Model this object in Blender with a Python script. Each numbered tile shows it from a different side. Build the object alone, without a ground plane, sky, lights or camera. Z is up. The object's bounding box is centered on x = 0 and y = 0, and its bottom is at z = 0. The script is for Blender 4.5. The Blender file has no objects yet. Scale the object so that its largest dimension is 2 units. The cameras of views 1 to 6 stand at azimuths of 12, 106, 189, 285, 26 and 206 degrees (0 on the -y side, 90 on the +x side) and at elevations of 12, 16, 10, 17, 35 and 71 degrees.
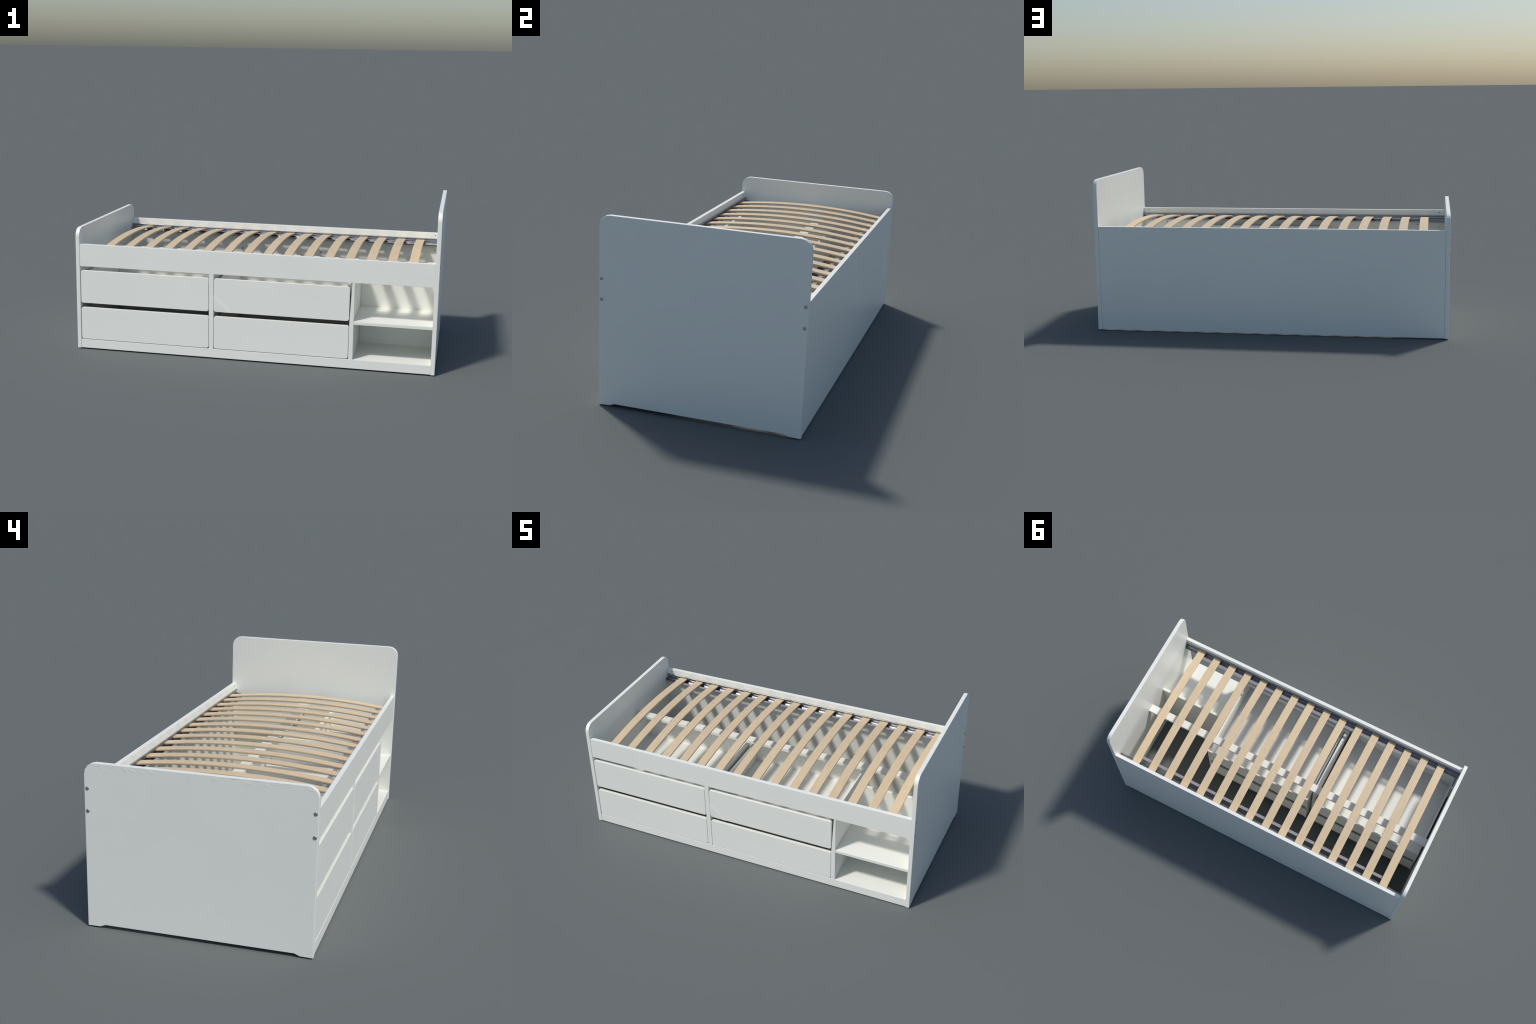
"""White storage bed: end boards, rails, sprung slats, four drawers, open shelf."""
import bpy, bmesh, math, random
from mathutils import Vector

random.seed(7)

# ------------------------------------------------------------------ sizes (metres)
END_OUT, END_IN = 0.9975, 0.9750        # end boards, |x| of outer and inner face
HALF_W = 0.4650                          # half the width over the end boards
FRONT = 0.4630                           # |y| of the rail / front plane
HEAD_TOP, FOOT_TOP = 0.8670, 0.6915
BOARD_FOOT, BOARD_ARCH = 0.0020, 0.0120  # bottom of the boards: feet, raised middle
RAIL_Z0, RAIL_Z1, RAIL_T = 0.4760, 0.6015, 0.0205
PLINTH_Z0, PLINTH_Z1 = 0.0045, 0.0545
DIV_Z1 = 0.4780
DIV_X = [(-0.2320, -0.2070), (0.5385, 0.5610)]
BEAM = (0.0210, 0.0710, 0.4780, 0.4975)  # y0, y1, z0, z1
N_SLATS, SLAT_PITCH, SLAT_W, SLAT_T = 16, 0.11385, 0.0495, 0.0094
SLAT_HALF, SLAT_END_Z, SLAT_MID_Z = 0.4375, 0.5568, 0.5870


# ------------------------------------------------------------------ materials
def nodes_of(name):
    m = bpy.data.materials.new(name)
    m.use_nodes = True
    nt = m.node_tree
    return m, nt, nt.nodes["Principled BSDF"]


def add(nt, kind, **kw):
    n = nt.nodes.new(kind)
    for k, v in kw.items():
        setattr(n, k, v)
    return n


def painted(name, col_a, col_b, rough=0.36, bump=0.012, wrinkle=None):
    """Lacquered board: nearly even white, very soft mottling and orange-peel bump."""
    m, nt, p = nodes_of(name)
    L = nt.links.new
    tc = add(nt, "ShaderNodeTexCoord")
    n1 = add(nt, "ShaderNodeTexNoise")
    n1.inputs["Scale"].default_value = 3.5
    n1.inputs["Detail"].default_value = 3
    L(tc.outputs["Object"], n1.inputs["Vector"])
    r = add(nt, "ShaderNodeValToRGB")
    r.color_ramp.elements[0].position, r.color_ramp.elements[1].position = 0.35, 0.65
    r.color_ramp.elements[0].color = (*col_a, 1)
    r.color_ramp.elements[1].color = (*col_b, 1)
    L(n1.outputs["Fac"], r.inputs["Fac"])
    L(r.outputs["Color"], p.inputs["Base Color"])
    p.inputs["Roughness"].default_value = rough
    p.inputs["Specular IOR Level"].default_value = 0.45
    n2 = add(nt, "ShaderNodeTexNoise")
    n2.inputs["Scale"].default_value = 14
    n2.inputs["Detail"].default_value = 1.5
    L(tc.outputs["Object"], n2.inputs["Vector"])
    b = add(nt, "ShaderNodeBump")
    b.inputs["Strength"].default_value = 0.25
    b.inputs["Distance"].default_value = bump * 0.1
    L(n2.outputs["Fac"], b.inputs["Height"])
    last = b
    if wrinkle:                       # crinkled lacquer along the top edge of a board
        sep = add(nt, "ShaderNodeSeparateXYZ")
        L(tc.outputs["Object"], sep.inputs[0])
        mr = add(nt, "ShaderNodeMapRange", interpolation_type="SMOOTHSTEP")
        mr.inputs["From Min"].default_value = wrinkle[0]
        mr.inputs["From Max"].default_value = wrinkle[1]
        L(sep.outputs["Z"], mr.inputs["Value"])
        mp = add(nt, "ShaderNodeMapping")
        mp.inputs["Scale"].default_value = (1, 22, 50)
        mp.inputs["Rotation"].default_value = (0.35, 0, 0)
        L(tc.outputs["Object"], mp.inputs["Vector"])
        n3 = add(nt, "ShaderNodeTexNoise")
        n3.inputs["Scale"].default_value = 1.6
        n3.inputs["Detail"].default_value = 2.5
        L(mp.outputs[0], n3.inputs["Vector"])
        face = add(nt, "ShaderNodeMath", operation="LESS_THAN")      # outer face only
        face.inputs[1].default_value = -END_OUT + 0.0004
        L(sep.outputs["X"], face.inputs[0])
        where = add(nt, "ShaderNodeMath", operation="MULTIPLY")
        L(mr.outputs[0], where.inputs[0])
        L(face.outputs[0], where.inputs[1])
        n4 = add(nt, "ShaderNodeMapRange")                           # only some crests stand up
        n4.inputs["From Min"].default_value = 0.52
        n4.inputs["From Max"].default_value = 0.72
        L(n3.outputs["Fac"], n4.inputs["Value"])
        mx = add(nt, "ShaderNodeMath", operation="MULTIPLY")
        L(n4.outputs[0], mx.inputs[0])
        L(where.outputs[0], mx.inputs[1])
        b2 = add(nt, "ShaderNodeBump")
        b2.inputs["Strength"].default_value = 0.6
        b2.inputs["Distance"].default_value = 0.0013
        L(mx.outputs[0], b2.inputs["Height"])
        L(b.outputs[0], b2.inputs["Normal"])
        last = b2
    L(last.outputs[0], p.inputs["Normal"])
    return m


def birch(name):
    """Bent birch slat: pale yellow-beige, long grain with flowing cathedral lines."""
    m, nt, p = nodes_of(name)
    L = nt.links.new
    tc = add(nt, "ShaderNodeTexCoord")
    oi = add(nt, "ShaderNodeObjectInfo")
    off = add(nt, "ShaderNodeVectorMath", operation="SCALE")
    off.inputs[0].default_value = (3.1, 7.3, 1.7)
    L(oi.outputs["Random"], off.inputs["Scale"])
    sh = add(nt, "ShaderNodeVectorMath", operation="ADD")
    L(tc.outputs["Object"], sh.inputs[0])
    L(off.outputs[0], sh.inputs[1])
    mp = add(nt, "ShaderNodeMapping")
    mp.inputs["Scale"].default_value = (22, 3.2, 22)
    L(sh.outputs[0], mp.inputs["Vector"])
    w = add(nt, "ShaderNodeTexNoise")                    # bends the growth rings
    w.inputs["Scale"].default_value = 1.1
    w.inputs["Detail"].default_value = 2
    L(mp.outputs[0], w.inputs["Vector"])
    ring = add(nt, "ShaderNodeMath", operation="MULTIPLY")
    ring.inputs[1].default_value = 46
    L(w.outputs["Fac"], ring.inputs[0])
    sn = add(nt, "ShaderNodeMath", operation="SINE")
    L(ring.outputs[0], sn.inputs[0])
    mr = add(nt, "ShaderNodeMapRange")
    mr.inputs["From Min"].default_value = 0.55
    mr.inputs["From Max"].default_value = 1.0
    L(sn.outputs[0], mr.inputs["Value"])
    fine = add(nt, "ShaderNodeMapping")
    fine.inputs["Scale"].default_value = (300, 8, 300)
    L(sh.outputs[0], fine.inputs["Vector"])
    fn = add(nt, "ShaderNodeTexNoise")
    fn.inputs["Scale"].default_value = 1
    fn.inputs["Detail"].default_value = 3
    L(fine.outputs[0], fn.inputs["Vector"])
    base = add(nt, "ShaderNodeValToRGB")
    base.color_ramp.elements[0].position, base.color_ramp.elements[1].position = 0.3, 0.7
    base.color_ramp.elements[0].color = (0.765, 0.592, 0.378, 1)
    base.color_ramp.elements[1].color = (0.788, 0.616, 0.400, 1)
    L(fn.outputs["Fac"], base.inputs["Fac"])
    mix = add(nt, "ShaderNodeMix", data_type="RGBA")
    mix.inputs["B"].default_value = (0.630, 0.465, 0.290, 1)
    k = add(nt, "ShaderNodeMath", operation="MULTIPLY")
    k.inputs[1].default_value = 0.30
    L(mr.outputs[0], k.inputs[0])
    L(k.outputs[0], mix.inputs["Factor"])
    L(base.outputs["Color"], mix.inputs["A"])
    hsv = add(nt, "ShaderNodeHueSaturation")
    v = add(nt, "ShaderNodeMapRange")
    v.inputs["To Min"].default_value, v.inputs["To Max"].default_value = 0.97, 1.03
    L(oi.outputs["Random"], v.inputs["Value"])
    L(v.outputs[0], hsv.inputs["Value"])
    L(mix.outputs["Result"], hsv.inputs["Color"])
    L(hsv.outputs[0], p.inputs["Base Color"])
    p.inputs["Roughness"].default_value = 0.5
    p.inputs["Specular IOR Level"].default_value = 0.35
    b = add(nt, "ShaderNodeBump")
    b.inputs["Strength"].default_value = 0.12
    b.inputs["Distance"].default_value = 0.0006
    L(fn.outputs["Fac"], b.inputs["Height"])
    L(b.outputs[0], p.inputs["Normal"])
    return m


def metal(name, col, rough, bump_scale, bump_dist):
    m, nt, p = nodes_of(name)
    L = nt.links.new
    tc = add(nt, "ShaderNodeTexCoord")
    mp = add(nt, "ShaderNodeMapping")
    mp.inputs["Scale"].default_value = (bump_scale * 0.35, bump_scale, bump_scale)
    L(tc.outputs["Object"], mp.inputs["Vector"])
    n = add(nt, "ShaderNodeTexNoise")
    n.inputs["Scale"].default_value = 1
    n.inputs["Detail"].default_value = 2
    L(mp.outputs[0], n.inputs["Vector"])
    r = add(nt, "ShaderNodeValToRGB")
    r.color_ramp.elements[0].color = (*[c * 0.82 for c in col], 1)
    r.color_ramp.elements[1].color = (*col, 1)
    L(n.outputs["Fac"], r.inputs["Fac"])
    L(r.outputs[0], p.inputs["Base Color"])
    p.inputs["Metallic"].default_value = 1
    p.inputs["Roughness"].default_value = rough
    b = add(nt, "ShaderNodeBump")
    b.inputs["Strength"].default_value = 0.6
    b.inputs["Distance"].default_value = bump_dist
    L(n.outputs["Fac"], b.inputs["Height"])
    L(b.outputs[0], p.inputs["Normal"])
    return m


def webbing(name):
    m, nt, p = nodes_of(name)
    L = nt.links.new
    tc = add(nt, "ShaderNodeTexCoord")
    n = add(nt, "ShaderNodeTexNoise")
    n.inputs["Scale"].default_value = 160
    L(tc.outputs["Object"], n.inputs["Vector"])
    r = add(nt, "ShaderNodeValToRGB")
    r.color_ramp.elements[0].color = (0.305, 0.288, 0.310, 1)
    r.color_ramp.elements[1].color = (0.340, 0.323, 0.345, 1)
    L(n.outputs["Fac"], r.inputs["Fac"])
    L(r.outputs[0], p.inputs["Base Color"])
    p.inputs["Roughness"].default_value = 0.8
    return m


WHITE = painted("white_lacquer", (0.948, 0.957, 0.885), (0.963, 0.972, 0.900))
WHITE_FOOT = painted("white_lacquer_crinkled", (0.948, 0.957, 0.885), (0.963, 0.972, 0.900),
                     wrinkle=(0.655, 0.690))
WHITE_IN = painted("white_drawer_board", (0.945, 0.950, 0.885), (0.960, 0.965, 0.900), rough=0.45)
BIRCH = birch("birch_veneer")
CHROME = metal("zinc_channel", (0.43, 0.43, 0.44), 0.33, 70, 0.0040)
STEEL = metal("bolt_steel", (0.55, 0.58, 0.57), 0.30, 60, 0.0002)
RUNNER = painted("runner_shade_grey", (0.150, 0.152, 0.150), (0.180, 0.182, 0.180), rough=0.5)  # dark grey stands in for the shade in the gaps beside the trays
TAPE = webbing("slat_webbing")
HOLE_DISC = painted("dark_hole_disc", (0.130, 0.135, 0.135), (0.170, 0.175, 0.175), rough=0.6)
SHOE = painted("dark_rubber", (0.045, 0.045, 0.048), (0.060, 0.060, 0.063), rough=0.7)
GLIDE = painted("black_glide", (0.020, 0.020, 0.020), (0.030, 0.030, 0.030), rough=0.6)


# ------------------------------------------------------------------ helpers
bed = bpy.data.objects.new("storage_bed", None)
bpy.context.scene.collection.objects.link(bed)
bed["label"] = "white single bed with drawers, open shelf and curved birch slats"
bed["category"] = "bed"


def finish(bm, name, mat, parent=None, smooth=35, bevel=0.0, segs=2, weld=True):
    if weld:
        bmesh.ops.remove_doubles(bm, verts=bm.verts, dist=1e-6)
    bmesh.ops.recalc_face_normals(bm, faces=bm.faces)
    if bevel:
        edges = [e for e in bm.edges if len(e.link_faces) == 2
                 and e.calc_face_angle(0) > math.radians(50)]
        bmesh.ops.bevel(bm, geom=edges, offset=bevel, segments=segs, profile=0.5,
                        affect="EDGES", clamp_overlap=True)
    me = bpy.data.meshes.new(name)
    bm.to_mesh(me)
    bm.free()
    for f in me.polygons:
        f.use_smooth = True
    me.set_sharp_from_angle(angle=math.radians(smooth))
    me.materials.append(mat)
    ob = bpy.data.objects.new(name, me)
    bpy.context.scene.collection.objects.link(ob)
    ob.parent = parent or bed
    wn = ob.modifiers.new("flat_faces", "WEIGHTED_NORMAL")   # large faces stay flat,
    wn.mode, wn.weight, wn.keep_sharp = "FACE_AREA", 100, True   # only arrises turn
    return ob


def box(bm, x0, x1, y0, y1, z0, z1):
    v = [bm.verts.new((x, y, z)) for x in (x0, x1) for y in (y0, y1) for z in (z0, z1)]
    for f in ((0, 1, 3, 2), (4, 6, 7, 5), (0, 4, 5, 1), (2, 3, 7, 6), (0, 2, 6, 4), (1, 5, 7, 3)):
        bm.faces.new([v[i] for i in f])


def board(name, x0, x1, y0, y1, z0, z1, mat=WHITE, bevel=0.0018, parent=None):
    bm = bmesh.new()
    box(bm, x0, x1, y0, y1, z0, z1)
    return finish(bm, name, mat, parent, bevel=bevel)


def extrude_outline(pts, to3d, depth_a, depth_b):
    """Prism over a closed outline; to3d(point, depth) places it."""
    bm = bmesh.new()
    a = [bm.verts.new(to3d(p, depth_a)) for p in pts]
    b = [bm.verts.new(to3d(p, depth_b)) for p in pts]
    bm.faces.new(a)
    bm.faces.new(list(reversed(b)))
    n = len(pts)
    for i in range(n):
        bm.faces.new((a[i], b[i], b[(i + 1) % n], a[(i + 1) % n]))
    return bm


def arc(cx, cz, r, a0, a1, n):
    return [(cx + r * math.cos(math.radians(a0 + (a1 - a0) * i / n)),
             cz + r * math.sin(math.radians(a0 + (a1 - a0) * i / n))) for i in range(n + 1)]


# ------------------------------------------------------------------ end boards
def end_board(name, side, top, mat):
    r, w = 0.048, HALF_W
    pts = arc(w - r, top - r, r, 0, 90, 4) + arc(-w + r, top - r, r, 90, 180, 4)
    pts += [(-w, BOARD_FOOT), (-0.412, BOARD_FOOT + 0.001), (-0.390, BOARD_ARCH),
            (0.390, BOARD_ARCH), (0.412, BOARD_FOOT + 0.001), (w, BOARD_FOOT)]
    bm = extrude_outline(pts, lambda p, d: (side * d, p[0], p[1]), END_IN, END_OUT)
    return finish(bm, name, mat, bevel=0.0026, smooth=40)


headboard = end_board("headboard", 1, HEAD_TOP, WHITE)
footboard = end_board("footboard", -1, FOOT_TOP, WHITE_FOOT)


def bolt_mesh():
    """Domed bolt head with a hexagon socket, axis along +x."""
    bm = bmesh.new()
    prof = [(0.0078, -0.004), (0.0078, 0.0004), (0.0072, 0.0012), (0.0058, 0.0020),
            (0.0036, 0.0024), (0.0032, 0.0022), (0.0030, 0.0004), (0.0, 0.0004)]
    n = 18
    rings = []
    for r, h in prof:
        if r == 0:
            rings.append([bm.verts.new((h, 0, 0))])
            continue
        rings.append([bm.verts.new((h, r * math.cos(2 * math.pi * i / n),
                                    r * math.sin(2 * math.pi * i / n))) for i in range(n)])
    for a, b in zip(rings, rings[1:]):
        for i in range(n):
            if len(b) == 1:
                bm.faces.new((a[i], a[(i + 1) % n], b[0]))
            else:
                bm.faces.new((a[i], a[(i + 1) % n], b[(i + 1) % n], b[i]))
    return bm


bolt = finish(bolt_mesh(), "bolt", STEEL, headboard, smooth=50)
first = True
for side, brd in ((1, headboard), (-1, footboard)):
    for y in (-0.4522, 0.4522):
        for z in (0.5862, 0.4938):
            ob = bolt if first else bolt.copy()
            if not first:
                bpy.context.scene.collection.objects.link(ob)
            first = False
            ob.parent = brd
            ob.location = (side * (END_OUT + 0.0002), y, z)
            ob.rotation_euler = (0.6 * z + y, 0, 0 if side > 0 else math.pi)

glide = None
for brd, side in ((headboard, 1), (footboard, -1)):
    for y in (-0.436, 0.436):
        if glide is None:
            bm = bmesh.new()
            bmesh.ops.create_cone(bm, cap_ends=True, segments=20, radius1=0.007, radius2=0.008,
                                  depth=0.006)
            glide = ob = finish(bm, "glide", GLIDE, brd)
        else:
            ob = glide.copy()
            bpy.context.scene.collection.objects.link(ob)
            ob.parent = brd
        ob.location = (side * 0.9863, y, 0.003)

# ------------------------------------------------------------------ rails, back, plinth
X_IN = END_IN - 0.0003
rail_front = board("side_rail", -X_IN, X_IN, -FRONT, -FRONT + RAIL_T, RAIL_Z0, RAIL_Z1)
rail_back = board("back_panel", -X_IN, X_IN, FRONT - RAIL_T, FRONT, 0.0040, RAIL_Z1)
board("plinth", -X_IN, X_IN, -FRONT, -FRONT + 0.020, PLINTH_Z0, PLINTH_Z1)


def channel(name, sgn, parent):
    """Rolled zinc J-profile that carries the slat ends: web, top lip, trough, front lip."""
    u0 = FRONT - RAIL_T - 0.0004            # inner face of the rail
    outer = [(0.0, 0.5670), (0.0, 0.5250), (-0.0290, 0.5250), (-0.0302, 0.5262), (-0.0306, 0.5280),
             (-0.0306, 0.5330), (-0.0298, 0.5345)]
    inner = [(-0.0284, 0.5340), (-0.0280, 0.5318), (-0.0245, 0.5300),
             (-0.0110, 0.5298), (-0.0065, 0.5320), (-0.0045, 0.5360), (-0.0032, 0.5420),
             (-0.0032, 0.5470), (-0.0048, 0.5490), (-0.0048, 0.5520), (-0.0032, 0.5540),
             (-0.0032, 0.5588), (-0.0066, 0.5598), (-0.0076, 0.5625), (-0.0076, 0.5655), (-0.0064, 0.5670)]
    prof = outer + inner
    half = 0.9735
    bm = extrude_outline(prof, lambda p, d: (d, sgn * (u0 + p[0]), p[1]), -half, half)
    for i in range(1, 80):                   # cross loops
        x = -half + 2 * half * i / 80
        bmesh.ops.bisect_plane(bm, geom=bm.verts[:] + bm.edges[:] + bm.faces[:],
                               plane_co=(x, 0, 0), plane_no=(1, 0, 0))
    for v in bm.verts:                       # slightly wavy roll-formed sheet
        if abs(v.co.y) < u0 - 0.002 and abs(v.co.x) < half - 0.001:
            v.co.z += 0.0004 * math.sin(v.co.x * 61 + sgn) + random.uniform(-0.0002, 0.0002)
            v.co.y += random.uniform(-0.0004, 0.0004)
    for e in (-1, 1):                        # closed ends of the trough
        ys = sorted((sgn * (u0 - 0.0295), sgn * (u0 - 0.001)))
        xs = sorted((e * (half - 0.004), e * (half + 0.0006)))
        box(bm, *xs, *ys, 0.5256, 0.5450)
    return finish(bm, name, CHROME, parent, smooth=60, weld=False)


channel("slat_channel", -1, rail_front)
channel("slat_channel", 1, rail_back)


# fixing holes imitated by slightly proud dark discs on the inner faces
def cap(x, y, z, sgn, r, parent, src=[None]):
    if src[0] is None:
        bm = bmesh.new()
        bmesh.ops.create_cone(bm, cap_ends=True, segments=16, radius1=1, radius2=0.86, depth=0.4)
        bmesh.ops.rotate(bm, verts=bm.verts, matrix=__import__("mathutils").Matrix.Rotation(
            math.pi / 2, 3, "X"))
        ob = src[0] = finish(bm, "screw_hole_disc", HOLE_DISC, parent)
    else:
        ob = src[0].copy()
        bpy.context.scene.collection.objects.link(ob)
        ob.parent = parent
    ob.location = (x, y, z)
    ob.scale = (r, 0.004, r)
    ob.rotation_euler = (0, 0, 0 if sgn > 0 else math.pi)


for sgn, rail in ((-1, rail_front), (1, rail_back)):
    yy = sgn * (FRONT - RAIL_T - 0.0002)
    for x in (-0.942, 0.942):
        for z in (0.5864, 0.4938):
            cap(x, yy, z, sgn, 0.0034, rail)
    for x in (-0.807, 0.82):
        cap(x, yy, 0.5095, sgn, 0.0040, rail)
    if sgn > 0:
        for x in (-0.8107, -0.2507, 0.2486, 0.80):
            cap(x, yy + 0.0006, 0.4430, sgn, 0.0055, rail)


# ------------------------------------------------------------------ dividers, shelf, beam
def divider(x0, x1, twist_cut):
    """Upright; the second copies a twisted mesh fault as a tapered front cut."""
    bm = bmesh.new()
    y0, y1 = -FRONT + 0.0006, 0.0700
    levels = [(0.0070, 0, 0), (0.2450, 0, 0), (0.3600, 0.5 * twist_cut, 0.022 * (twist_cut > 0)),
              (DIV_Z1 - 0.0004, twist_cut, 0.045 * (twist_cut > 0))]
    rings = []
    for z, c, d in levels:
        c, d = max(c, 0.0004), max(d, 0.0004)
        rings.append([bm.verts.new(q) for q in
                      ((x0 + c, y0, z), (x1, y0, z), (x1, y1, z), (x0, y1, z), (x0, y0 + d, z))])
    n = 5
    for a, b in zip(rings, rings[1:]):
        for i in range(n):
            bm.faces.new((a[i], a[(i + 1) % n], b[(i + 1) % n], b[i]))
    bm.faces.new(list(reversed(rings[0])))
    bm.faces.new(rings[-1])
    return finish(bm, "divider", WHITE, smooth=25)


divider(*DIV_X[0], 0.0)
divider(*DIV_X[1], 0.0125)

SX0, SX1 = DIV_X[1][1] + 0.0003, X_IN
shelf_unit_back = board("shelf_back", SX0, SX1, -0.1225, -0.1045, 0.0070, 0.4765)
board("shelf", SX0, SX1, -FRONT + 0.0010, -0.1230, 0.2475, 0.2655)
board("shelf_floor", SX0, SX1, -FRONT + 0.0201, -0.1230, 0.0370, PLINTH_Z1 - 0.0002, bevel=0.0005)
board("support_beam", -X_IN, X_IN, *BEAM, bevel=0.0024)
board("stretcher", -0.2300, 0.5590, -FRONT + RAIL_T + 0.0004, -0.3885, 0.4782, 0.4960, bevel=0.0015)


# ------------------------------------------------------------------ drawers
def drawer(x0, x1, z0, z1, creased=False):
    """Front slab with rounded corners, tray behind it, and a runner on each side."""
    # tray
    t, yb = 0.0110, 0.1205
    bx0, bx1 = x0 + 0.0080, x1 - 0.0145
    by0 = -FRONT + 0.0182
    h0, h1 = z0 + 0.0005, z1 - 0.0190
    bm = bmesh.new()
    box(bm, bx0, bx0 + t, by0, yb, h0, h1)                       # sides
    box(bm, bx1 - t, bx1, by0, yb, h0, h1)
    box(bm, bx0 + t, bx1 - t, yb - t, yb - 0.0006, h0 + 0.012, h1 - 0.0005)   # back
    box(bm, bx0 + t, bx1 - t, by0, yb - t, h0 + 0.024, h0 + 0.034)     # bottom
    tray = finish(bm, "drawer", WHITE_IN, bevel=0.0012, weld=False)
    # front
    r = 0.0120
    pts = (arc(x1 - r, z1 - r, r, 0, 90, 3) + arc(x0 + r, z1 - r, r, 90, 180, 3)
           + arc(x0 + r, z0 + r, r, 180, 270, 3) + arc(x1 - r, z0 + r, r, 270, 360, 3))
    bm = extrude_outline(pts, lambda p, d: (p[0], d, p[1]), -FRONT, -FRONT + 0.018)
    bmesh.ops.recalc_face_normals(bm, faces=bm.faces)
    edges = [e for e in bm.edges if e.calc_face_angle(0) > math.radians(50)]
    bmesh.ops.bevel(bm, geom=edges, offset=0.0020, segments=2, profile=0.5, affect="EDGES")
    if creased:      # folded faces of the source mesh, copied as a shallow ridge
        a, b = Vector((x0, 0, z0 + 0.092)), Vector((x0 + 0.098, 0, z0))
        d = (b - a).normalized()
        nrm = Vector((d.z, 0, -d.x))
        if nrm.x < 0:
            nrm = -nrm
        fold = ((0.0060, 0.0), (0.0005, -0.0010), (-0.0050, -0.0020), (-0.0080, -0.0021), (-0.0600, 0.0))
        for t_, _ in fold:
            bmesh.ops.bisect_plane(bm, geom=bm.verts[:] + bm.edges[:] + bm.faces[:],
                                   plane_co=a + nrm * t_, plane_no=nrm)
        for v in bm.verts:
            if v.co.y < -FRONT + 0.009:
                q = (v.co - a).dot(nrm)
                for (t0, d0), (t1, d1) in zip(fold, fold[1:]):
                    if t1 - 1e-5 <= q <= t0 + 1e-5:
                        v.co.y += d0 + (d1 - d0) * (t0 - q) / (t0 - t1)
                        break
    finish(bm, "drawer_front", WHITE, tray, smooth=24)
    # runners: C-profiles between tray and upright
    for xa, xb in ((x0 + 0.0035, bx0 - 0.0004), (bx1 + 0.0004, x1 - 0.0035)):
        bm = bmesh.new()
        zr = h0 + 0.006
        box(bm, xa, xb, by0 + 0.004, 0.060, zr, zr + 0.0025)
        box(bm, xa, xb, by0 + 0.004, 0.060, zr + 0.026, zr + 0.0285)
        mid = 0.5 * (xa + xb)
        box(bm, mid - 0.0012, mid + 0.0012, by0 + 0.004, 0.060, zr + 0.0026, zr + 0.0259)
        finish(bm, "drawer_runner", RUNNER, tray, bevel=0.0005, segs=1, weld=False)


for x0, x1 in ((-0.9715, -0.2345), (-0.2045, 0.5365)):
    drawer(x0, x1, 0.2660, 0.4525, creased=x0 > -0.5)
    drawer(x0, x1, 0.0572, 0.2405)


# ------------------------------------------------------------------ slats and webbing
def slat_top(y):
    return SLAT_END_Z + (SLAT_MID_Z - SLAT_END_Z) * (1 - (y / SLAT_HALF) ** 2)


def slat_mesh():
    bm = bmesh.new()
    w, rings, n = SLAT_W / 2, [], 36
    sect = [(-w, -0.0018), (-w + 0.0006, -0.0005), (-w + 0.0020, 0), (w - 0.0020, 0),
            (w - 0.0006, -0.0005), (w, -0.0018), (w, -SLAT_T + 0.0018),
            (w - 0.0020, -SLAT_T), (-w + 0.0020, -SLAT_T), (-w, -SLAT_T + 0.0018)]
    for i in range(n + 1):
        y = -SLAT_HALF + 2 * SLAT_HALF * i / n
        z = slat_top(y)
        slope = (SLAT_MID_Z - SLAT_END_Z) * (-2 * y / SLAT_HALF ** 2)
        nn = Vector((0, -slope, 1)).normalized()
        rings.append([bm.verts.new(Vector((x, y, z)) + nn * h) for x, h in sect])
    m = len(sect)
    for a, b in zip(rings, rings[1:]):
        for i in range(m):
            bm.faces.new((a[i], b[i], b[(i + 1) % m], a[(i + 1) % m]))
    bm.faces.new(rings[0])
    bm.faces.new(list(reversed(rings[-1])))
    return bm


slat = finish(slat_mesh(), "slat", BIRCH, smooth=50)
x_first = -SLAT_PITCH * (N_SLATS - 1) / 2 + 0.0018
for i in range(N_SLATS):
    ob = slat if i == 0 else slat.copy()
    if i:
        bpy.context.scene.collection.objects.link(ob)
    ob.location = (x_first + i * SLAT_PITCH + random.uniform(-0.0006, 0.0006), 0, 0)
    ob.rotation_euler = (0, 0, random.uniform(-0.0012, 0.0012))

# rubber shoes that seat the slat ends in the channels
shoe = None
for i in range(N_SLATS):
    for sgn in (-1, 1):
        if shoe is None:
            bm = bmesh.new()
            w = SLAT_W / 2 - 0.0015
            box(bm, -w, w, -0.0115, 0.0115, 0, 0.0168)
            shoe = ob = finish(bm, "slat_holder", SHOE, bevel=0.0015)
        else:
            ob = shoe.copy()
            bpy.context.scene.collection.objects.link(ob)
        ob.location = (x_first + i * SLAT_PITCH, sgn * 0.4260, 0.5304)

for sgn in (-1, 1):
    yc = 0.3815 if sgn > 0 else -0.3930
    z = slat_top(yc) - SLAT_T - 0.0022
    board("webbing_strap", x_first - 0.02, -x_first + 0.02, yc - 0.0092, yc + 0.0092,
          z - 0.0012, z + 0.0010, mat=TAPE, bevel=0.0004)
